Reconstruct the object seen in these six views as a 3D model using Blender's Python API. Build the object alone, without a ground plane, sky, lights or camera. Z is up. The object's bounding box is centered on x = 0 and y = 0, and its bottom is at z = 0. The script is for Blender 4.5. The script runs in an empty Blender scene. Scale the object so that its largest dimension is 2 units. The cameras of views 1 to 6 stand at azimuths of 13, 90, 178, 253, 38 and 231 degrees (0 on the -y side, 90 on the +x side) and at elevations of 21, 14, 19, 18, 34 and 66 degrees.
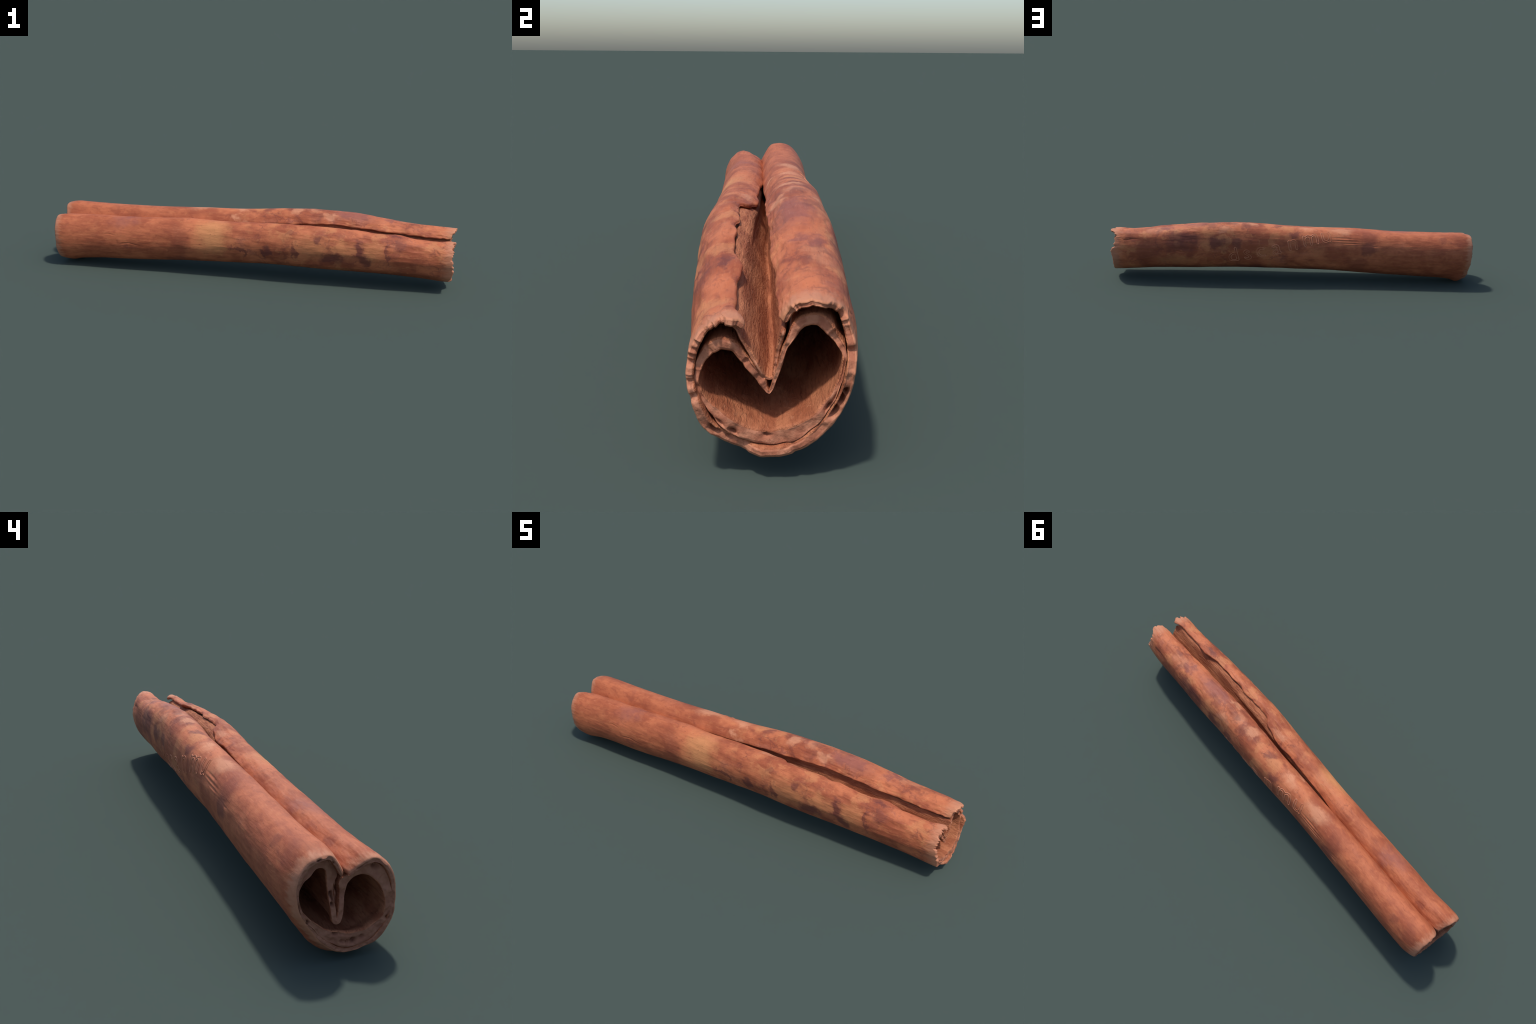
# A curled stick of bark: an outer bark sheet rolled from both sides, an inner bark
# layer that forms a heart-shaped tube, and a thin folded strip lining the groove.
import bpy, math
import numpy as np
from mathutils import Vector

# --------------------------------------------------------------- helpers
def hash3(i, j, k, seed):
    h = (i * 374761393 + j * 668265263 + k * 2147483647 + seed * 1274126177) & 0xffffffff
    h = ((h ^ (h >> 13)) * 1274126177) & 0xffffffff
    h = ((h ^ (h >> 16)) * 2246822519) & 0xffffffff
    return ((h ^ (h >> 15)) & 0xffffff) / float(0xffffff) * 2 - 1

def noise(x, y, z, seed=0):
    x, y, z = np.broadcast_arrays(np.asarray(x, float), y, z)
    i, j, k = [np.floor(a).astype(np.int64) for a in (x, y, z)]
    f = [a - b for a, b in ((x, i), (y, j), (z, k))]
    u, v, w = [a * a * a * (a * (a * 6 - 15) + 10) for a in f]
    r = 0
    for di in (0, 1):
        for dj in (0, 1):
            for dk in (0, 1):
                r = r + hash3(i + di, j + dj, k + dk, seed) * \
                    (u if di else 1 - u) * (v if dj else 1 - v) * (w if dk else 1 - w)
    return r

def fbm(x, y, z, octaves=3, seed=0):
    r, a = 0, 1.0
    for o in range(octaves):
        r = r + a * noise(x * 2 ** o + 17.3 * o, y * 2 ** o, z * 2 ** o, seed + o)
        a *= .5
    return r

def smooth01(t):
    t = np.clip(t, 0, 1)
    return t * t * (3 - 2 * t)

def gauss(d, r):
    return np.exp(-(d / r) ** 2)

def spline(xs, ys, x):
    """natural cubic spline"""
    xs, ys = np.array(xs, float), np.array(ys, float)
    n = len(xs); h = np.diff(xs)
    m = np.zeros((n, n)); r = np.zeros(n); m[0, 0] = m[-1, -1] = 1
    for i in range(1, n - 1):
        m[i, i - 1:i + 2] = h[i - 1], 2 * (h[i - 1] + h[i]), h[i]
        r[i] = 6 * ((ys[i + 1] - ys[i]) / h[i] - (ys[i] - ys[i - 1]) / h[i - 1])
    c = np.linalg.solve(m, r)
    k = np.clip(np.searchsorted(xs, x) - 1, 0, n - 2)
    a, b, H = xs[k + 1] - x, x - xs[k], h[k]
    return (c[k] * a ** 3 + c[k + 1] * b ** 3) / (6 * H) + \
        (ys[k] / H - c[k] * H / 6) * a + (ys[k + 1] / H - c[k + 1] * H / 6) * b

def resample(points, marks, counts, passes=10, closed=False):
    """piecewise arc-length resampling between landmarks, then a light smoothing"""
    P = np.array(points, float); out = []
    for a, b, n in zip(marks[:-1], marks[1:], counts):
        q = P[a:b + 1]
        s = np.r_[0, np.cumsum(np.linalg.norm(np.diff(q, axis=0), axis=1))]
        t = np.linspace(0, s[-1], n + 1)[:-1]
        out.append(np.stack([np.interp(t, s, q[:, i]) for i in (0, 1)], -1))
    if not closed:
        out.append(P[-1:])
    o = np.concatenate(out)
    for _ in range(passes):
        if closed:
            o = .25 * np.roll(o, 1, 0) + .5 * o + .25 * np.roll(o, -1, 0)
        else:
            o[1:-1] = .25 * o[:-2] + .5 * o[1:-1] + .25 * o[2:]
    return o

# --------------------------------------------------------------- the stick's run
STATIONS = [-1, -.85, -.7, -.5, -.3, -.1, .1, .3, .5, .7, .85, 1.]
SHIFT_Y = [0.0063, 0.0126, 0.0103, 0.0063, 0.0044, 0.0021, 0.0026, -0.0043, -0.0016, -0.0014, 0.0018, -0.0027]
SHIFT_Z = [0.0066, 0.0137, 0.0150, 0.0203, 0.0284, 0.0334, 0.0396, 0.0419, 0.0355, 0.0218, 0.0101, 0.0039]
GROW_Y = [0.0727, 0.0591, 0.0522, 0.0272, 0.0177, 0.0373, 0.0848, 0.1051, 0.1090, 0.0939, 0.0364, -0.0299]
GROW_Z = [0.1381, 0.0401, 0.0161, 0.0101, 0.0082, 0.0100, 0.0464, 0.1079, 0.1060, 0.0350, 0.0121, 0.0250]
CENTRE = np.array([0., .145])

def run(x):
    x = np.atleast_1d(np.asarray(x, float))
    sh = np.stack([spline(STATIONS, SHIFT_Y, x), spline(STATIONS, SHIFT_Z, x)], -1)
    gr = np.exp(np.stack([spline(STATIONS, GROW_Y, x), spline(STATIONS, GROW_Z, x)], -1))
    return sh[:, None], gr[:, None]

def to_neutral(points, x):
    sh, gr = run(x)
    return (np.array(points, float) - CENTRE - sh[0]) / gr[0] + CENTRE

def sweep(far, near, x):
    """far: section at x=-1, near: section at x=+1 (same point count)"""
    sh, gr = run(x)
    w = ((np.atleast_1d(x) + 1) / 2)[:, None, None]
    return ((1 - w) * far + w * near - CENTRE) * gr + CENTRE + sh

# outer profile: from the lip of the -y roll, down round the belly to the lip of the +y roll
NEAR = [(-.014, .236), (-.022, .243), (-.044, .246), (-.063, .240), (-.077, .226), (-.087, .21), (-.093, .193),
        (-.097, .169), (-.097, .148), (-.086, .119), (-.072, .085), (-.045, .064), (-.014, .046), (.018, .039),
        (.052, .042), (.085, .058), (.112, .083), (.138, .128), (.143, .148), (.147, .169), (.151, .196),
        (.146, .218), (.136, .252), (.121, .266), (.095, .277), (.065, .27), (.05, .255), (.042, .238)]
FAR = [(-.036, .216), (-.051, .225), (-.072, .238), (-.098, .243), (-.119, .234), (-.14, .213), (-.156, .18),
       (-.162, .139), (-.16, .116), (-.152, .08), (-.125, .043), (-.097, .022), (-.058, .010), (-.021, .008),
       (.011, .017), (.028, .03), (.053, .051), (.084, .097), (.102, .133), (.107, .17), (.104, .196),
       (.097, .222), (.082, .248), (.063, .265), (.039, .273), (.018, .274), (.002, .27), (-.01, .258), (-.030, .217)]
COUNTS = [40, 48, 80, 80, 48, 40]
OUT_NEAR = resample(NEAR, [0, 2, 7, 13, 20, 24, 27], COUNTS, 24)
OUT_FAR = resample(FAR, [0, 3, 7, 13, 19, 25, 28], COUNTS, 24)

# the hollow inside, a closed heart loop starting at the tip of the fold
HOL_NEAR = to_neutral([(.024, .130), (.039, .15), (.048, .179), (.056, .204), (.071, .231), (.086, .237), (.098, .233),
            (.116, .211), (.13, .192), (.129, .171), (.123, .161), (.112, .144), (.083, .110), (.045, .092),
            (.026, .084), (-.007, .088), (-.042, .109), (-.06, .121), (-.072, .135), (-.079, .157), (-.072, .178),
            (-.06, .19), (-.046, .199), (-.032, .195), (-.018, .178), (-.003, .157), (.013, .137), (.024, .130)], .96)
HOL_FAR = to_neutral(np.array([(.001, .090), (.010, .094), (.013, .146), (.013, .2), (.013, .222), (.024, .235), (.04, .236),
           (.052, .228), (.077, .216), (.091, .195), (.093, .168), (.087, .144), (.062, .112), (.031, .087),
           (.01, .075), (-.032, .064), (-.075, .063), (-.108, .078), (-.125, .094), (-.13, .117), (-.128, .144),
           (-.117, .174), (-.098, .195), (-.078, .202), (-.058, .198), (-.042, .182), (-.031, .149), (-.022, .118),
           (-.012, .092), (.001, .090)]) + (.007, .008), -.985)
HC = [56, 40, 48, 48, 40, 56]
HOL_NEAR = resample(HOL_NEAR, [0, 5, 8, 14, 19, 22, 27], HC, 8, True)
HOL_FAR = resample(HOL_FAR, [0, 6, 10, 15, 19, 23, 29], HC, 8, True)
HM = np.cumsum([0] + HC)

# the folded strip that lines the groove
FOLD_NEAR = to_neutral([(-.045, .241), (-.024, .229), (-.001, .187), (.008, .170), (.015, .157), (.023, .153), (.029, .156),
             (.031, .165), (.033, .185), (.037, .205), (.045, .232)], .96)
FOLD_FAR = to_neutral([(-.030, .208), (-.025, .197), (-.018, .175), (-.010, .145), (-.006, .125), (-.003, .112), (.000, .118),
            (.000, .13), (-.002, .15), (-.004, .18), (-.005, .206)], -.985)
FOLD_NEAR = resample(FOLD_NEAR, [0, 6, 11], [70, 70], 6)
FOLD_FAR = resample(FOLD_FAR, [0, 5, 10], [70, 70], 6)

XS = np.unique(np.round(np.concatenate([np.linspace(-1, -.93, 36), np.linspace(-.93, .91, 310), np.linspace(.91, 1, 60)]), 5))
NX = len(XS)

def normals2d(P, closed=False):
    """unit normal in the section plane, left of the walking direction"""
    if closed:
        t = np.roll(P, -1, 1) - np.roll(P, 1, 1)
    else:
        t = np.gradient(P, axis=1)
    t = t / np.maximum(np.linalg.norm(t, axis=-1, keepdims=True), 1e-9)
    return np.stack([-t[..., 1], t[..., 0]], -1)

# --------------------------------------------------------------- outer surface
def row_interp(S, s_of, s_new):
    out = np.empty(s_new.shape + (2,))
    for r in range(len(S)):
        for c in (0, 1):
            out[r, :, c] = np.interp(s_new[r], s_of[r], S[r, :, c])
    return out

def outer_surface(x, n=480):
    S = sweep(OUT_FAR, OUT_NEAR, x)
    # let both lips run on in an inward curl, then trim to the real lip line
    def tail(p, q, sign):
        d = p - q; d /= np.linalg.norm(d, axis=-1, keepdims=True)
        pts = []; cur = p.copy()
        for i in range(8):
            a = math.radians(4) * sign
            d = np.stack([d[:, 0] * math.cos(a) - d[:, 1] * math.sin(a), d[:, 0] * math.sin(a) + d[:, 1] * math.cos(a)], -1)
            cur = cur + d * .005; pts.append(cur.copy())
        return np.stack(pts, 1)
    ta = tail(S[:, 0], S[:, 4], -1)[:, ::-1]
    tb = tail(S[:, -1], S[:, -5], 1)
    S = np.concatenate([ta, S, tb], 1)
    s = np.concatenate([np.zeros((len(x), 1)), np.cumsum(np.linalg.norm(np.diff(S, axis=1), axis=-1), 1)], 1)
    # how far each lip runs past (or falls short of) the mean lip line
    e0 = np.interp(x, [-1, -.8, -.5, -.36, -.28, -.2, -.10, -.04, .01, .05, .09, .15, .19, .235, .26, .30, .42, .54, .6, .66, .70, .735, .77, .80, .9, .95, 1],
                   [.010, .014, .020, .019, .012, .005, .004, .003, .000, .001, .009, .009, .003, -.003, -.019, -.025, -.023, -.027, -.027, -.026, -.018, -.004, -.008, -.020, -.020, -.010, .004])
    torn = smooth01((x + .05) / .3)
    e0 = e0 + torn * (.0015 * noise(x * 45, 0, 0, 3) + .0036 * noise(x * 19, 0, 0, 4) - .004 * np.clip(noise(x * 34, 2, 0, 6) - .3, 0, 1))
    e1 = np.interp(x, [-1, -.1, .1, .35, 1], [.014, .014, .012, .008, .002]) + torn * (.0020 * noise(x * 40, 0, 0, 5) + .0034 * noise(x * 17, 0, 0, 7))
    a = s[:, 8] - e0; b = s[:, -9] + e1
    t = np.linspace(0, 1, n)[None]
    sn = a[:, None] + (b - a)[:, None] * t
    P = row_interp(S, s, sn)
    for _ in range(2):
        P[:, 1:-1] = .25 * P[:, :-2] + .5 * P[:, 1:-1] + .25 * P[:, 2:]
    fr = np.linspace(0, 1, n)[None]
    P[..., 0] -= np.interp(x, [-.1, .2, .6, .85, .95, 1], [.002, .007, .009, .011, .006, 0])[:, None] * smooth01((fr - .86) / .14)
    P[..., 0] += np.interp(x, [-1, -.9, -.6, -.3, 0, .1, .22, .26], [0, .002, .008, .011, .009, .007, .004, 0])[:, None] * smooth01((.12 - fr) / .12)
    P[..., 1] -= np.interp(x, [-.1, .1, .3, .6, .7, .74, .78, .88, .95], [0, .003, .005, .006, .002, -.002, .001, .005, 0])[:, None] * smooth01((.15 - fr) / .15)
    # the shoulders stand high where the two rolls press together
    P[..., 1] += np.interp(x, [-1, -.9, -.75, -.32, -.12], [0, .007, .012, .010, 0])[:, None] * smooth01((.15 - fr) / .12) * (1 - 1.4 * gauss(fr, .022))
    P[..., 0] -= np.interp(x, [-1, -.9, -.75, -.1, .05], [0, .003, .005, .004, 0])[:, None] * smooth01((fr - .86) / .08)
    return P, sn - sn[:, :1], (b - a)

def relief(x, P, frac):
    """outward bumps of the bark skin"""
    X = x[:, None]; y, z = P[..., 0], P[..., 1]
    d = .0016 * fbm(X * 5, y * 14, z * 14, 3, 11)                  # broad lumps
    d = d + .00045 * fbm(X * 9, y * 70, z * 70, 3, 21)             # lengthwise grain
    # fuller belly on the +y side, and a wider mouth at the torn end
    d = d + .0075 * gauss(frac - .61, .075) * smooth01((X + .8) / .35) * smooth01((.8 - X) / .35)
    d = d + .0075 * gauss(frac - .68, .13) * smooth01((X - .72) / .27) + .002 * gauss(frac - .5, .12) * smooth01((X - .8) / .2)
    d = d + .006 * gauss(frac - .30, .13) * smooth01((X - .70) / .28)
    near_groove = (gauss(frac, .16) + gauss(frac - 1, .15) * smooth01((X + .1) / .3)) * (.6 + .4 * smooth01(X / .4))
    d = d + near_groove * .0024 * fbm(X * 16, y * 55, z * 55, 4, 31)
    # raised flake by the lip, and small scars
    d = d + .004 * gauss(X - .712, .02) * gauss(y + .036, .010) * (z > .2)
    d = d - .002 * gauss(X - .725, .022) * gauss(y + .058, .006) * (z > .2)
    # three lengthwise creases on the +y flank
    for xc, zc, w, l in ((-.27, .272, .0035, .05), (-.285, .258, .003, .055), (-.31, .246, .003, .04)):
        zz = zc + .02 * (X - xc)
        d = d + np.where(y > .04, -.0019 * gauss(X - xc, l) * gauss(z - zz, w) + .0009 * gauss(X - xc, l) * gauss(z - zz + 2 * w, w), 0)
    for xc, zc, l, s in ((-.45, .236, .015, 1), (.62, .185, .03, 1), (.41, .172, .03, 1), (.55, .30, .025, 1), (.9, .243, .05, 1), (-.6, .15, .045, -1), (-.7, .19, .03, -1), (-.2, .12, .04, -1)):
        d = d - np.where(y * s > .04, .0016 * gauss(X - xc, l) * gauss(z - zc - .004 * np.sin(X * 60), .0028), 0)
    # foot: bark slipped outwards under the far end
    d = d + .0075 * gauss(X + .945, .030) * smooth01((.10 - z) / .08) * gauss(y - .01, .07) + .0035 * gauss(X + .945, .03) * gauss(frac - .52, .08)
    return d

# ---------------------------------------------------------------- mesh assembly
def edge_round(d, r):
    """how far a face is pulled in at distance d from a rounded edge of radius r (fraction 0..1)"""
    q = np.clip(1 - d / r, 0, 1)
    return 1 - np.sqrt(np.maximum(1 - q * q, 0))

class Builder:
    def __init__(self):
        self.v, self.f, self.m, self.n = [], [], [], 0
    def grid(self, G):
        k = self.n; self.v.append(G.reshape(-1, 3)); self.n += G.shape[0] * G.shape[1]
        return np.arange(k, self.n).reshape(G.shape[:2])
    def quads(self, I, mat, wrap=False, flip=False):
        J = np.concatenate([I, I[:, :1]], 1) if wrap else I
        q = np.stack([J[:-1, :-1], J[:-1, 1:], J[1:, 1:], J[1:, :-1]], -1).reshape(-1, 4)
        if flip: q = q[:, ::-1]
        self.f.append(q); self.m.append(np.full(len(q), mat, np.int32))
    def make(self, name, mats, parent=None, zshift=0.):
        V = np.concatenate(self.v); F = np.concatenate(self.f); M = np.concatenate(self.m)
        V = V.copy(); V[:, 2] -= zshift
        me = bpy.data.meshes.new(name)
        me.from_pydata(V.tolist(), [], F.tolist())
        for m in mats: me.materials.append(m)
        me.polygons.foreach_set('material_index', M)
        me.polygons.foreach_set('use_smooth', np.ones(len(F), bool))
        me.update()
        import bmesh
        bm = bmesh.new(); bm.from_mesh(me)
        bmesh.ops.recalc_face_normals(bm, faces=bm.faces[:]); bm.to_mesh(me); bm.free()
        ob = bpy.data.objects.new(name, me); bpy.context.scene.collection.objects.link(ob)
        if parent: ob.parent = parent
        return ob

def solid_sheet(name, x, A, B, end_lo, end_hi, face_lo, face_hi, mats, closed, zshift, parent, nt=14):
    """A: visible skin, B: back skin (NX,n,2); end_lo/hi: x of the two ends per column;
    face_lo/hi: functions (y,z)->dx relief of the end faces. mats: skin, back, cut"""
    n = A.shape[1]
    def place(S):
        X = np.repeat(x[:, None], n, 1)
        X = X + (end_hi - 1)[None] * smooth01((X - .90) / .10) + (end_lo + 1)[None] * smooth01((-.93 - X) / .07)
        return np.concatenate([X[..., None], S], -1)
    b = Builder()
    GA, GB = place(A), place(B)
    IA, IB = b.grid(GA), b.grid(GB)
    b.quads(IA, 0, closed); b.quads(IB, 1, closed, True)
    for row, fn, flip in ((0, face_lo, True), (-1, face_hi, False)):
        t = np.linspace(0, 1, nt + 2)[1:-1]
        C = GA[row][None] * (1 - t)[:, None, None] + GB[row][None] * t[:, None, None]
        rim = (np.minimum(t, 1 - t) * 2)[:, None]
        C[..., 0] += fn(C[..., 1], C[..., 2]) * smooth01(rim * 2.5)
        IC = b.grid(C)
        strip = np.concatenate([IA[row][None], IC, IB[row][None]], 0)
        b.quads(strip, 2, closed, flip)
    if not closed:
        for col, flip in ((0, False), (-1, True)):
            b.quads(np.stack([IA[:, col], IB[:, col]], 1), 0, False, flip)
    return b.make(name, mats, parent, zshift)

# ---------------------------------------------------------------- materials
def lin(r, g, b):
    f = lambda c: c / 12.92 if c <= .04045 else ((c + .055) / 1.055) ** 2.4
    return (f(r / 255), f(g / 255), f(b / 255), 1)

class Nodes:
    def __init__(self, name):
        self.mat = bpy.data.materials.new(name); self.mat.use_nodes = True
        self.t = self.mat.node_tree; self.t.nodes.clear()
    def new(self, kind, **kw):
        n = self.t.nodes.new(kind)
        for k, v in kw.items(): setattr(n, k, v)
        return n
    def put(self, sock, v):
        if isinstance(v, bpy.types.NodeSocket): self.t.links.new(v, sock)
        else: sock.default_value = v
    def math(self, op, a, b=0., clamp=False):
        n = self.new('ShaderNodeMath', operation=op, use_clamp=clamp)
        self.put(n.inputs[0], a); self.put(n.inputs[1], b); return n.outputs[0]
    def vmath(self, op, a, b=(0, 0, 0)):
        n = self.new('ShaderNodeVectorMath', operation=op)
        self.put(n.inputs[0], a); self.put(n.inputs[1], b)
        return n.outputs['Value' if op in ('LENGTH', 'DOT_PRODUCT', 'DISTANCE') else 'Vector']
    def scaled(self, vec, s):
        return self.vmath('MULTIPLY', vec, s)
    def tex(self, vec, scale, detail=3., rough=.55, distort=0., out='Fac'):
        n = self.new('ShaderNodeTexNoise'); self.put(n.inputs['Vector'], vec)
        n.inputs['Scale'].default_value = scale; n.inputs['Detail'].default_value = detail
        n.inputs['Roughness'].default_value = rough; n.inputs['Distortion'].default_value = distort
        return n.outputs['Factor' if out == 'Fac' and 'Factor' in n.outputs else out]
    def ramp(self, v, lo, hi, to_lo=0., to_hi=1.):
        n = self.new('ShaderNodeMapRange', interpolation_type='SMOOTHSTEP'); n.clamp = True
        for i, q in zip(('Value', 'From Min', 'From Max', 'To Min', 'To Max'), (v, lo, hi, to_lo, to_hi)):
            self.put(n.inputs[i], q)
        return n.outputs['Result']
    def mix(self, fac, a, b, mode='MIX'):
        n = self.new('ShaderNodeMix', data_type='RGBA', blend_type=mode)
        self.put(n.inputs[0], fac); self.put(n.inputs[6], a); self.put(n.inputs[7], b)
        return n.outputs[2]
    def finish(self, col, rough, height=None, strength=.4, dist=.002):
        p = self.new('ShaderNodeBsdfPrincipled'); o = self.new('ShaderNodeOutputMaterial')
        self.put(p.inputs['Base Color'], col); self.put(p.inputs['Roughness'], rough)
        p.inputs['Specular IOR Level'].default_value = .25
        if height is not None:
            b = self.new('ShaderNodeBump'); b.inputs['Strength'].default_value = strength
            b.inputs['Distance'].default_value = dist
            self.put(b.inputs['Height'], height); self.t.links.new(b.outputs[0], p.inputs['Normal'])
        self.t.links.new(p.outputs[0], o.inputs[0])
        return self.mat

ORANGE = lin(187, 108, 72)
RUST = lin(152, 80, 53)
TAN = lin(193, 125, 82)
PALE = lin(204, 142, 107)
DARK = lin(106, 56, 48)
MAUVE = lin(140, 82, 70)
WINE = lin(128, 65, 47)
ASH = lin(188, 130, 100)

# weathering marks: (colour, strength, centre, radii) in metres
STAINS = [
    (lin(200, 136, 88), .85, (-.17, -.118, .215), (.075, .07, .08)), (PALE, .8, (-.081, .02, .283), (.024, .03, .016)),
    (TAN, .7, (.322, -.136, .202), (.08, .05, .05)), (TAN, .6, (.50, -.128, .20), (.035, .04, .035)),
    (TAN, .6, (.613, -.12, .20), (.045, .05, .05)), (PALE, .6, (.384, .034, .311), (.03, .02, .02)),
    (TAN, .8, (.626, .134, .288), (.026, .03, .02)), (TAN, .6, (.471, .135, .295), (.045, .03, .025)),
    (PALE, .4, (.756, .101, .293), (.045, .03, .022)), (PALE, .5, (.378, .123, .308), (.04, .03, .018)),
    (TAN, .8, (.042, .080, .315), (.03, .03, .024)), (TAN, .5, (.483, .152, .218), (.03, .03, .035)),
    (TAN, .6, (.638, .13, .129), (.10, .05, .028)), (PALE, .7, (-.26, .072, .30), (.055, .03, .028)),
    (PALE, .7, (-.068, .069, .308), (.04, .03, .022)), (PALE, .7, (.229, .062, .328), (.022, .03, .02)),
    (PALE, .5, (.31, .064, .331), (.03, .03, .02)), (PALE, .6, (.15, -.035, .285), (.03, .016, .02)),
    (PALE, .5, (-.05, .007, .263), (.025, .012, .01)),
    (WINE, .6, (-.341, -.136, .18), (.04, .05, .07)), (DARK, .8, (-.043, -.133, .168), (.036, .03, .008)),
    (DARK, .8, (-.012, -.128, .149), (.011, .03, .03)), (DARK, .6, (-.316, -.049, .266), (.022, .014, .01)),
    (MAUVE, .6, (-.638, -.094, .256), (.075, .035, .03)), (DARK, .5, (-.60, -.145, .14), (.055, .03, .007)),
    (DARK, .95, (.105, -.131, .164), (.017, .03, .040)), (DARK, .85, (.242, -.136, .179), (.012, .03, .045)),
    (DARK, .8, (.353, -.127, .242), (.02, .02, .02)), (DARK, .95, (.421, -.125, .153), (.062, .05, .030)),
    (DARK, .95, (.551, -.124, .206), (.022, .03, .048)), (DARK, .95, (.582, -.118, .153), (.032, .05, .032)),
    (DARK, .8, (.681, -.118, .19), (.010, .03, .034)), (DARK, .6, (.743, -.099, .235), (.03, .03, .024)),
    (DARK, .8, (.719, -.067, .266), (.036, .008, .014)), (DARK, .6, (.341, .027, .305), (.025, .02, .02)),
    (MAUVE, .9, (.52, .062, .318), (.085, .035, .03)), (DARK, .5, (.688, .095, .301), (.036, .022, .014)),
    (DARK, .5, (.223, -.115, .267), (.03, .012, .01)), (DARK, .8, (.607, .146, .262), (.090, .04, .030)),
    (DARK, .7, (.63, .155, .209), (.07, .04, .030)), (WINE, .8, (.80, .15, .174), (.07, .06, .07)),
    (DARK, .9, (.421, .149, .232), (.042, .04, .042)), (DARK, .8, (.316, .144, .240), (.042, .04, .036)),
    (DARK, .5, (.458, .101, .323), (.037, .03, .012)), (DARK, .5, (.341, .075, .332), (.032, .022, .02)),
    (DARK, .6, (.248, .102, .32), (.030, .03, .018)), (DARK, .8, (-.002, .116, .286), (.030, .03, .022)),
    (WINE, .8, (-.42, .102, .275), (.045, .04, .040)), (DARK, .7, (-.415, .126, .215), (.040, .04, .036)),
    (WINE, .7, (-.366, .1, .12), (.05, .05, .04)), (DARK, .45, (-.835, .094, .274), (.030, .024, .014)),
    (WINE, .7, (-.92, .095, .270), (.045, .035, .028)), (DARK, .5, (.812, .078, .288), (.03, .016, .014)),
    (MAUVE, .8, (.681, .082, .303), (.034, .03, .02)), (MAUVE, .8, (.446, .057, .323), (.034, .03, .02)),
    (DARK, .5, (.186, .071, .326), (.022, .02, .014)), (DARK, .6, (.081, .06, .318), (.026, .022, .014)),
    (WINE, .6, (.0, .048, .311), (.03, .022, .014)), (DARK, .7, (.706, -.060, .270), (.034, .012, .014)),
    (DARK, .5, (-.316, -.071, .271), (.024, .018, .01)), (MAUVE, .6, (-.607, -.058, .256), (.036, .04, .02)),
    (WINE, .7, (-.849, -.042, .245), (.024, .014, .02)), (DARK, .5, (-.36, -.1, .06), (.05, .04, .03)),
    (DARK, .6, (.2, .06, .075), (.05, .06, .03)), (WINE, .6, (.55, .05, .06), (.08, .05, .03)), (DARK, .5, (-.1, .03, .06), (.04, .05, .03)),
]

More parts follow.
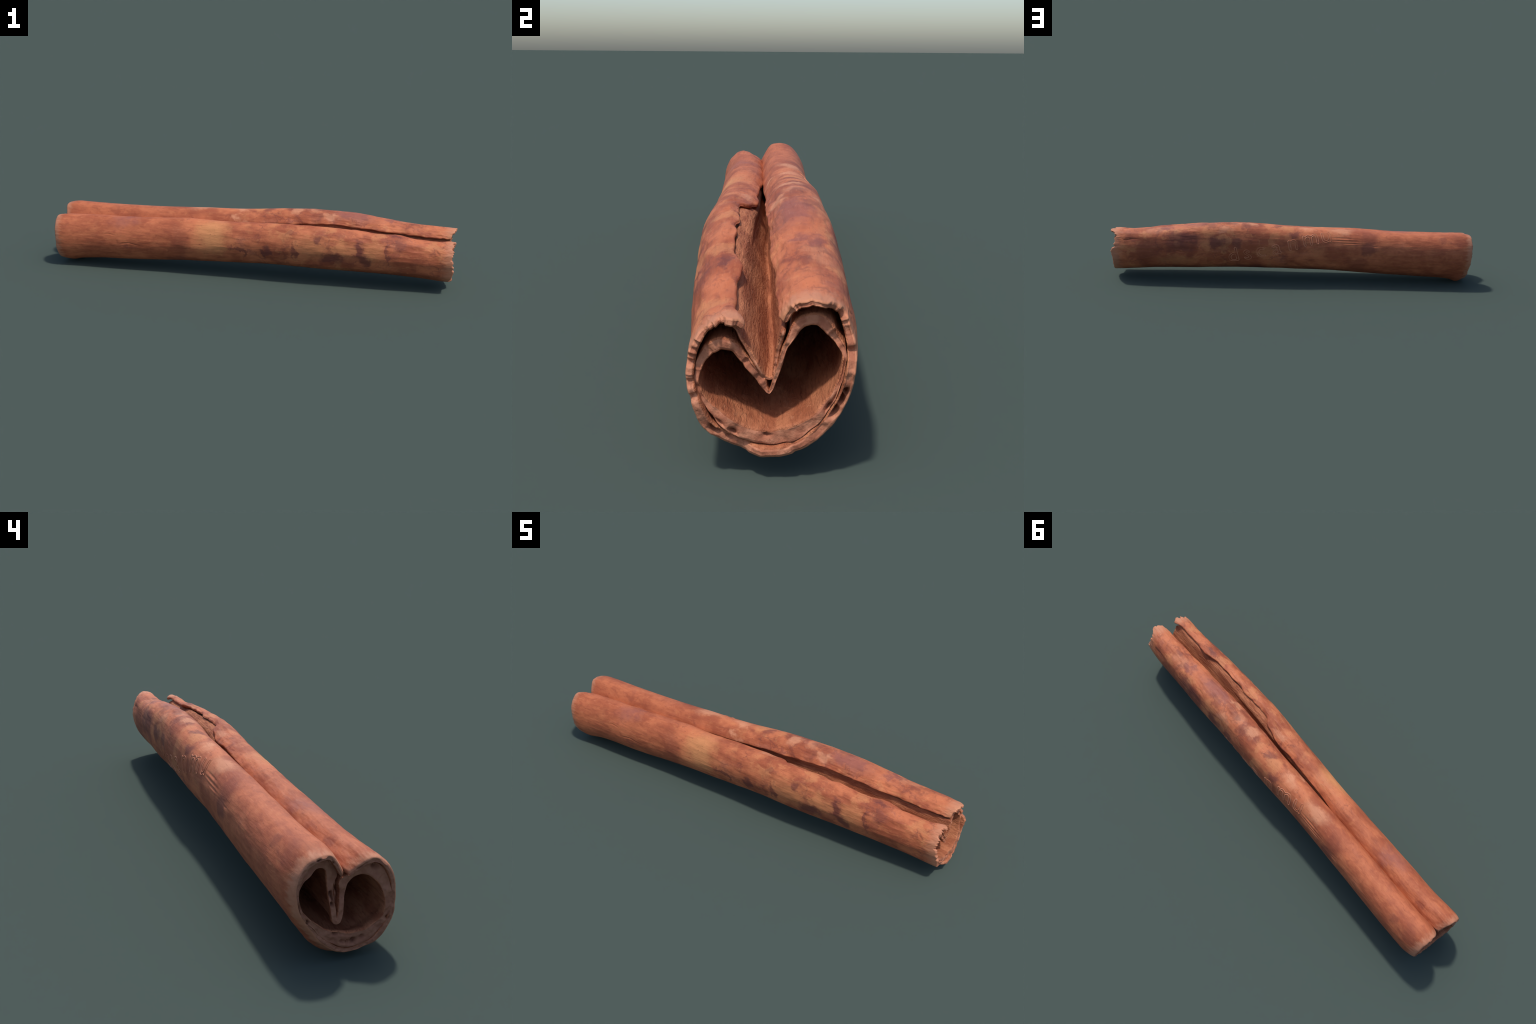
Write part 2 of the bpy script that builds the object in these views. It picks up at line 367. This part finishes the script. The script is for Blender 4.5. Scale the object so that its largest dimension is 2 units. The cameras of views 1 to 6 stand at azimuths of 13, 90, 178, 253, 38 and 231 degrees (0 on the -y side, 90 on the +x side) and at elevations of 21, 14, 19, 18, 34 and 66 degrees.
def bark_material():
    N = Nodes('bark_skin')
    oc = N.new('ShaderNodeTexCoord').outputs['Object']
    warp = N.tex(oc, 16, 4, .6, 0, 'Color')
    warp = N.vmath('SUBTRACT', warp, (.5, .5, .5))
    warp2 = N.vmath('SUBTRACT', N.tex(oc, 45, 3, .6, 0, 'Color'), (.5, .5, .5))
    wob = N.vmath('ADD', oc, N.vmath('ADD', N.scaled(warp, (.12, .09, .09)), N.scaled(warp2, (.035, .03, .03))))
    grain = N.scaled(oc, (1, 9, 9))
    broad = N.tex(N.scaled(oc, (1, 1.5, 1.5)), 7, 4, .55)
    mid = N.tex(N.scaled(oc, (1, 2, 2)), 22, 4, .6, .6)
    fine = N.tex(grain, 24, 4, .65)
    speck = N.tex(N.scaled(oc, (1, 2.4, 2.4)), 75, 3, .6, .4)
    col = N.mix(N.ramp(broad, .38, .62), RUST, ORANGE)
    col = N.mix(N.ramp(mid, .55, .75, 0, .6), col, TAN)
    col = N.mix(N.ramp(mid, .46, .30, 0, .55), col, WINE)
    sx = N.new('ShaderNodeSeparateXYZ'); N.put(sx.inputs[0], oc); X, Y = sx.outputs[0], sx.outputs[1]
    col = N.mix(N.ramp(X, -.2, -.5, 0, .5), col, N.mix(N.ramp(mid, .4, .6), RUST, lin(172, 95, 63)))
    # thin dark veins like a map of islands, on part of the stick only
    v = N.new('ShaderNodeTexVoronoi', feature='DISTANCE_TO_EDGE'); N.put(v.inputs['Vector'], N.scaled(wob, (1, 1.1, 1.1)))
    v.inputs['Scale'].default_value = 13
    vein = N.math('MULTIPLY', N.ramp(v.outputs['Distance'], .09, .0), N.ramp(N.tex(oc, 9, 2), .48, .6))
    vein = N.math('MULTIPLY', vein, N.ramp(X, -.1, .05))
    col = N.mix(N.math('MULTIPLY', vein, .5), col, DARK)
    # soft brown mottling, denser towards the torn half
    mot = N.tex(N.scaled(wob, (1, .8, .8)), 12, 3, .5)
    col = N.mix(N.math('MULTIPLY', N.ramp(mot, .55, .68), N.ramp(X, -.35, .35, .15, .6)), col, N.mix(N.ramp(broad, .45, .6), WINE, MAUVE))
    col = N.mix(N.math('MULTIPLY', N.ramp(mot, .44, .34), N.ramp(X, -.35, .35, .1, .6)), col, TAN)
    blot = N.tex(N.scaled(wob, (1, 1.3, .8)), 9, 2, .5)
    col = N.mix(N.math('MULTIPLY', N.ramp(blot, .52, .67), N.math('MULTIPLY', N.ramp(X, -.05, .4, 0, .36), N.ramp(X, .88, .74))), col, DARK)
    for c, s, p, r in STAINS:
        d = N.vmath('LENGTH', N.scaled(N.vmath('SUBTRACT', wob, p), tuple(1 / q for q in r)))
        col = N.mix(N.ramp(d, 1.45 if c == DARK else 1.65, .55 if c == DARK else .42, 0, s * .92), col, c)
    col = N.mix(N.ramp(speck, .62, .74, 0, .65), col, WINE)
    col = N.mix(N.ramp(fine, .55, .75, 0, .4), col, WINE)
    col = N.mix(N.ramp(fine, .42, .28, 0, .22), col, PALE)
    # dry greyish ends
    e = N.tex(N.scaled(oc, (1, 3, 3)), 30, 4)
    edge = N.math('ADD', X, N.math('MULTIPLY', N.math('SUBTRACT', e, .5), .07))
    dry = N.math('MAXIMUM', N.ramp(edge, .925, .985, 0, .7), N.ramp(edge, -.955, -.99, 0, .75))
    col = N.mix(dry, col, ASH)
    h = N.math('ADD', N.math('MULTIPLY', fine, .6), N.math('MULTIPLY', speck, .5))
    return N.finish(col, .62, h, .35, .003)

def lining_material():
    N = Nodes('inner_lining')
    oc = N.new('ShaderNodeTexCoord').outputs['Object']
    a = N.tex(N.scaled(oc, (1, 3, 3)), 9, 4)
    g = N.tex(N.scaled(oc, (1, 8, 8)), 26, 4, .65)
    s = N.tex(N.scaled(oc, (1, 2, 2)), 60, 3, .6, .8)
    col = N.mix(N.ramp(a, .38, .62), lin(150, 86, 58), lin(180, 114, 80))
    col = N.mix(N.ramp(g, .5, .7, 0, .6), col, lin(112, 58, 40))
    col = N.mix(N.ramp(s, .58, .72, 0, .4), col, lin(190, 130, 98))
    return N.finish(col, .75, N.math('ADD', g, s), .75, .005)

def cut_material():
    N = Nodes('cut_fibre')
    oc = N.new('ShaderNodeTexCoord').outputs['Object']
    a = N.tex(oc, 40, 4)
    s = N.tex(oc, 150, 3, .6)
    col = N.mix(N.ramp(a, .38, .62), lin(156, 96, 72), lin(182, 122, 94))
    col = N.mix(N.ramp(s, .56, .72, 0, .5), col, lin(122, 70, 52))
    sx = N.new('ShaderNodeSeparateXYZ'); N.put(sx.inputs[0], oc)
    col = N.mix(N.ramp(sx.outputs[0], .2, -.2, 0, .55), col, lin(138, 94, 74))
    return N.finish(col, .85, N.math('ADD', a, s), .5, .003)

def ridge_material():
    N = Nodes('worn_ridge')
    oc = N.new('ShaderNodeTexCoord').outputs['Object']
    col = N.mix(N.ramp(N.tex(oc, 30, 3), .35, .65), lin(172, 102, 72), lin(196, 128, 96))
    return N.finish(col, .6)

RIDGE = ridge_material()
BARK, LINING, CUT = bark_material(), lining_material(), cut_material()

# ---------------------------------------------------------------- build
root = bpy.data.objects.new('cinnamon_stick', None)
bpy.context.scene.collection.objects.link(root)
root['label'] = 'reddish brown rolled bark stick with two curled edges'
root['category'] = 'cinnamon stick'

P, S_ARC, S_LEN = outer_surface(XS)
NRM = normals2d(P)
mid = P.mean(1, keepdims=True)
if ((P - mid) * NRM)[:, 140:340].sum() < 0: NRM = -NRM          # outward
X2 = XS[:, None]
frac = S_ARC / S_LEN[:, None]
# wall thickness of the outer sheet: thick at the far end, thin and crisp at the torn end
T_OUT = np.interp(XS, [-1, -.8, .2, 1], [.0155, .0165, .013, .0095])[:, None] * (1 + .12 * noise(X2 * 4, frac * 9, 0, 51))
T_OUT = T_OUT * (1 + smooth01((-.85 - X2) / .12) * (.30 - .40 * gauss(frac - .68, .10)))
T_OUT = T_OUT * (1 + .25 * gauss(frac - .5, .15) * smooth01((X2 - .5) / .5))
skin = P + NRM * relief(XS, P, frac)[..., None]
back = P - NRM * T_OUT[..., None]
# rounded lips and ends
lip = np.minimum(S_ARC, S_LEN[:, None] - S_ARC)
k = edge_round(lip, T_OUT * .6)
dfar, dnear = X2 + 1, 1 - X2
k_skin = np.clip(k * .5 + edge_round(dnear, .006) * .3, 0, .5)
k_back = np.clip(k * .46 + edge_round(dnear, .005) * .25, 0, .5)
bevel = edge_round(dfar, .042) * (.010 + .003 * noise(frac * 14, 0, 0, 61))
skin = skin - NRM * (k_skin * T_OUT + bevel)[..., None]
back = back + NRM * (k_back * T_OUT)[..., None]
# the far end narrows towards its face, most of all underneath
taper = smooth01((-.925 - X2) / .075) * (.003 + .011 * gauss(frac - .5, .20) - .004 * gauss(frac - .10, .08) + .005 * gauss(frac - .885, .07))
skin = skin - NRM * taper[..., None]; back = back - NRM * taper[..., None]
ZMIN = skin[..., 1].min()

f1 = np.linspace(0, 1, P.shape[1])
# torn end: (fraction along the sheet, x)
TEAR = [(0, .985), (.03, .992), (.06, .984), (.1, .990), (.16, .985), (.22, .992), (.27, .994), (.32, .986), (.37, .976), (.40, .974),
        (.44, .989), (.52, .991), (.58, .988), (.64, .986), (.68, .988), (.72, .994), (.75, .984), (.79, .974), (.83, .970), (.87, .985),
        (.90, .998), (.93, .999), (.955, .990), (.98, .984), (1, .974)]
near_x = np.interp(f1, *zip(*TEAR))
ragged = .40 + .8 * np.clip(gauss(f1 - .12, .14) + gauss(f1 - .87, .13), 0, 1)
near_x = near_x + ragged * (.0042 * noise(f1 * 46, 0, 0, 71) + .0024 * noise(f1 * 75, 0, 0, 72) - .020 * np.clip(noise(f1 * 37, 1, 0, 73) - .35, 0, 1)
                            + .010 * np.clip(noise(f1 * 52, 3, 0, 75) - .45, 0, 1) + .0007 * noise(f1 * 120, 0, 0, 76))
lips = np.clip(gauss(f1 - .08, .11) + gauss(f1 - .90, .09), 0, 1)
near_x = near_x + lips * (.013 * (.42 - np.abs(noise(f1 * 52, 0, 0, 77))) + .005 * (.4 - np.abs(noise(f1 * 104, 0, 0, 78))))
near_x = near_x - (near_x.max() - 1.0065)
near_x = np.where(near_x > .995, .995 + .0055 * (1 - np.exp(-(near_x - .995) / .0055)) / (1 - math.exp(-.0115 / .0055)), near_x)
far_x = np.full_like(f1, -.996) + .0018 * noise(f1 * 40, 0, 0, 74)
far_x += .013 * gauss(f1 - .0, .05) + .011 * gauss(f1 - 1, .05)

def end_relief(amp, seed, pits, scale=60):
    def fn(y, z):
        d = amp * fbm(y * scale, z * scale, 0, 3, seed)
        for py, pz, r, dep in pits:
            d = d - dep * gauss(np.hypot(y - py, z - ZMIN - pz), r)
        return d
    return fn
neg = lambda f: (lambda y, z: -f(y, z))

# small pores and hollows in the broken ends: (y, z, radius, depth)
PITS_FAR = [(-.061, .051, .005, .012), (-.038, .045, .0055, .03), (-.022, .045, .004, .015), (-.007, .049, .004, .012), (.067, .069, .005, .025),
            (.080, .120, .004, .015), (.046, .275, .004, .015), (.010, .260, .0032, .015), (-.103, .229, .006, .02), (-.059, .238, .006, .016), (-.13, .09, .004, .012)]
PITS_IN_FAR = [(.008, .078, .006, .04), (-.008, .073, .0042, .03), (-.023, .071, .0042, .025), (-.053, .071, .004, .025), (-.061, .070, .004, .025),
               (-.073, .077, .005, .025), (-.085, .085, .0055, .025), (.012, .173, .005, .03), (.003, .161, .006, .04), (.012, .148, .0045, .025)]
PITS_NEAR = [(-.056, .084, .007, .05), (-.034, .073, .0055, .04), (.125, .129, .006, .05), (.114, .113, .0065, .05), (.133, .141, .005, .04)]
PITS_IN_NEAR = [(-.058, .121, .0035, .012), (.018, .072, .004, .012)]
outer = solid_sheet('outer_bark', XS, skin, back, far_x, near_x,
                    neg(end_relief(.0028, 81, PITS_FAR + PITS_IN_FAR)), end_relief(.0022, 82, PITS_NEAR + PITS_IN_NEAR, 34),
                    (BARK, LINING, CUT), False, ZMIN, root)

# inner bark: heart-shaped tube
H = sweep(HOL_FAR, HOL_NEAR, XS)
HN = normals2d(H, True)
if ((H - H.mean(1, keepdims=True)) * HN)[:, HM[2]:HM[4]].sum() < 0: HN = -HN
n = H.shape[1]; hi = np.arange(n)
leg = np.maximum(smooth01((HM[1] - 8 - hi) / 16.), smooth01((hi - (HM[5] + 8)) / 16.))[None]
belly = gauss(hi - HM[3], 42)[None]
w_near = smooth01((X2 - .2) / .7)
cap = (1 - w_near) * .040 + w_near * (.0125 + .009 * gauss(hi - HM[1] - 4, 16)[None] + .009 * gauss(hi - HM[5] + 4, 16)[None] + .05 * gauss(hi - HM[3], 31)[None])
left_leg = leg * (hi > n // 2)[None]
join = (gauss(hi - HM[1] + 11, 9) + gauss(hi - HM[5] - 11, 9))[None] * smooth01((-.9 - X2) / .06)
tip = gauss(np.minimum(hi, n - hi), 9)[None]
cap = cap * (1 - leg) + leg * np.interp(XS, [-1, -.93, -.85, 1], [.014, .014, .012, .0095])[:, None] * (1 - .55 * tip * w_near) + .006 * left_leg * w_near * (1 - tip) + .008 * join
gap = np.interp(XS, [-1, -.9, .9, 1], [-.0022, -.0006, .0003, .0003])[:, None] + .0016 * noise(X2 * 6, hi[None] * .11, 0, 91) + .0008 * noise(X2 * 25, hi[None] * .3, 0, 92)
T_IN = np.empty((NX, n))
for r in range(NX):
    D = H[r][:, None] - back[r][None, ::3]
    T_IN[r] = np.sqrt((D ** 2).sum(-1).min(1))
T_IN = np.clip(np.minimum(T_IN - gap, cap), .004, None)
for _ in range(6):
    T_IN = .25 * np.roll(T_IN, 1, 1) + .5 * T_IN + .25 * np.roll(T_IN, -1, 1)
# the hollow widens a little behind the far face
deep = smooth01((X2 + .995) / .05) * (1 - .8 * smooth01((X2 + .2) / .9))
DEEP = deep * (.004 * (1 - leg) + (.023 * gauss(hi - HM[3] + 22, 50)[None] + .004 * leg + .004 * leg * (hi < n // 2)[None]))
DEEP = np.clip(np.minimum(DEEP, T_IN - .006), 0, None)
for _ in range(4):
    DEEP = .25 * np.roll(DEEP, 1, 1) + .5 * DEEP + .25 * np.roll(DEEP, -1, 1)
T_IN = np.clip(T_IN - DEEP, .004, None)
H = H + HN * DEEP[..., None]
H[..., 0] -= .018 * deep * leg * (hi < n // 2)[None] * (1 - tip)
X3 = np.repeat(X2, n, 1)
H = H + HN * (.0012 * fbm(X3 * 6, H[..., 0] * 30, H[..., 1] * 30, 3, 93))[..., None]
r_end = edge_round(dfar, .005) * .05 + edge_round(dnear, .006) * .15
tube_in = H + HN * (r_end * T_IN)[..., None]
tube_out = H + HN * ((1 - r_end) * T_IN)[..., None]
hf = hi / n
in_near = .974 + .012 * gauss(hi - HM[3], 50) + .004 * noise(hf * 30, 0, 0, 94) + .002 * noise(hf * 90, 0, 0, 95)
in_far = -.995 + .002 * noise(hf * 30, 0, 0, 96) + .024 * gauss(hi - HM[1] + 14, 24) + .024 * gauss(hi - HM[5] - 14, 24)
inner = solid_sheet('inner_bark', XS, tube_out, tube_in, in_far, in_near,
                    neg(end_relief(.0030, 101, PITS_FAR + PITS_IN_FAR)), end_relief(.0024, 102, PITS_NEAR + PITS_IN_NEAR, 34), (LINING, LINING, CUT), True, ZMIN, root)

# folded strip
F = sweep(FOLD_FAR, FOLD_NEAR, XS)
FN = normals2d(F)
n = F.shape[1]; fi = np.arange(n) / (n - 1)
X4 = np.repeat(X2, n, 1)
F = F + FN * (.0014 * fbm(X4 * 5, F[..., 0] * 25, F[..., 1] * 25, 3, 111))[..., None]
sF = np.concatenate([np.zeros((NX, 1)), np.cumsum(np.linalg.norm(np.diff(F, axis=1), axis=-1), 1)], 1)
tf = .0065 * (1 + .2 * noise(X4 * 5, fi[None] * 6, 0, 112))
kk = np.clip(edge_round(np.minimum(sF, sF[:, -1:] - sF), .004) * .45 + edge_round(dnear, .004) * .3 + edge_round(dfar, .004) * .3, 0, .48)
fa = F + FN * (tf * (.5 - kk))[..., None]
fb = F - FN * (tf * (.5 - kk))[..., None]
fold_near = .971 - .012 * smooth01((.16 - fi) / .08) + .006 * np.sin(fi * 7) + .003 * noise(fi * 20, 0, 0, 113)
fold_far = -.962 + .004 * noise(fi * 14, 0, 0, 114)
flat = lambda y, z: .001 * noise(y * 90, z * 90, 0, 115)
solid_sheet('groove_fold', XS, fa, fb, fold_far, fold_near, neg(flat), flat, (LINING, LINING, CUT), False, ZMIN, root, nt=3)

# ---------------------------------------------------------------- raised lettering on the +y flank
def flank(x, z):
    """point and outward normal of the outer skin on the +y side at height z"""
    r = int(np.clip(np.searchsorted(XS, x), 1, NX - 2))
    half = np.arange(247, 445)
    zz = skin[r, half, 1]
    j = half[np.argmin(np.abs(zz - z))]
    return r, j

def letter(ch, x0, along, height):
    cu = bpy.data.curves.new('glyph', 'FONT'); cu.body = ch; cu.size = 1.; cu.offset = .034; cu.resolution_u = 6
    ob = bpy.data.objects.new('glyph', cu); bpy.context.scene.collection.objects.link(ob)
    dg = bpy.context.evaluated_depsgraph_get()
    cv = ob.to_curve(dg)
    loops = []
    for sp in cv.splines:
        if sp.type == 'BEZIER':
            bp = sp.bezier_points; m = len(bp); pts = []
            for i in range(m):
                a, b = bp[i], bp[(i + 1) % m]
                for q in range(6):
                    t = q / 6; u = 1 - t
                    pts.append(a.co * u ** 3 + a.handle_right * 3 * u * u * t + b.handle_left * 3 * u * t * t + b.co * t ** 3)
            loops.append([(p.x, p.y) for p in pts])
        else:
            loops.append([(p.co[0], p.co[1]) for p in sp.points])
    ob.to_curve_clear(); bpy.data.objects.remove(ob); bpy.data.curves.remove(cu)
    cx = sum(p[0] for l in loops for p in l) / sum(len(l) for l in loops)
    B = Builder()
    for l in loops:
        # even spacing
        L = np.array(l + l[:1]); s = np.r_[0, np.cumsum(np.linalg.norm(np.diff(L, axis=0), axis=1))]
        m = max(24, int(s[-1] / .035)); t = np.linspace(0, s[-1], m, endpoint=False)
        Q = np.stack([np.interp(t, s, L[:, i]) for i in (0, 1)], -1)
        for _ in range(2): Q = .25 * np.roll(Q, 1, 0) + .5 * Q + .25 * np.roll(Q, -1, 0)
        pts, nor = [], []
        tilt = math.radians(13)
        for px, py in Q:
            px, py = (px - cx) * height, py * height
            ax = px * math.cos(tilt) - py * math.sin(tilt); ay = px * math.sin(tilt) + py * math.cos(tilt)
            x = x0 - ax
            fr = np.clip(np.interp(x, XS, np.arange(NX)), 0, NX - 1.001); r = int(fr); fr -= r
            _, j0 = flank(x0, along)
            arc = S_ARC[r] - S_ARC[r, j0]
            row = skin[r] * (1 - fr) + skin[r + 1] * fr
            nr = NRM[r]
            y = np.interp(ay, arc, row[:, 0]); z = np.interp(ay, arc, row[:, 1])
            ny = np.interp(ay, arc, nr[:, 0]); nz = np.interp(ay, arc, nr[:, 1])
            pts.append((x, y, z)); nor.append((0, ny, nz))
        pts, nor = np.array(pts), np.array(nor)
        tan = np.roll(pts, -1, 0) - np.roll(pts, 1, 0); tan /= np.maximum(np.linalg.norm(tan, axis=1, keepdims=True), 1e-9)
        side = np.cross(tan, nor)
        ring = []
        for a in np.linspace(0, 2 * math.pi, 8, endpoint=False):
            ring.append(pts + side * math.cos(a) * .0022 + nor * (math.sin(a) * .0012 + .0002))
        G = np.stack(ring, 1)
        I = B.grid(G); I = np.concatenate([I, I[:1]], 0)
        B.quads(I, 0, True)
    return B

lettering = bpy.data.objects.new('raised_lettering', None)
bpy.context.scene.collection.objects.link(lettering); lettering.parent = root
for ch, x, z in (('d', .315, .130), ('s', .245, .143), ('c', .165, .160), ('a', .085, .180), ('n', .0, .204), ('m', -.098, .232), ('u', -.185, .250)):
    letter(ch, x, z, .128).make('raised_letter', (RIDGE,), lettering, ZMIN)
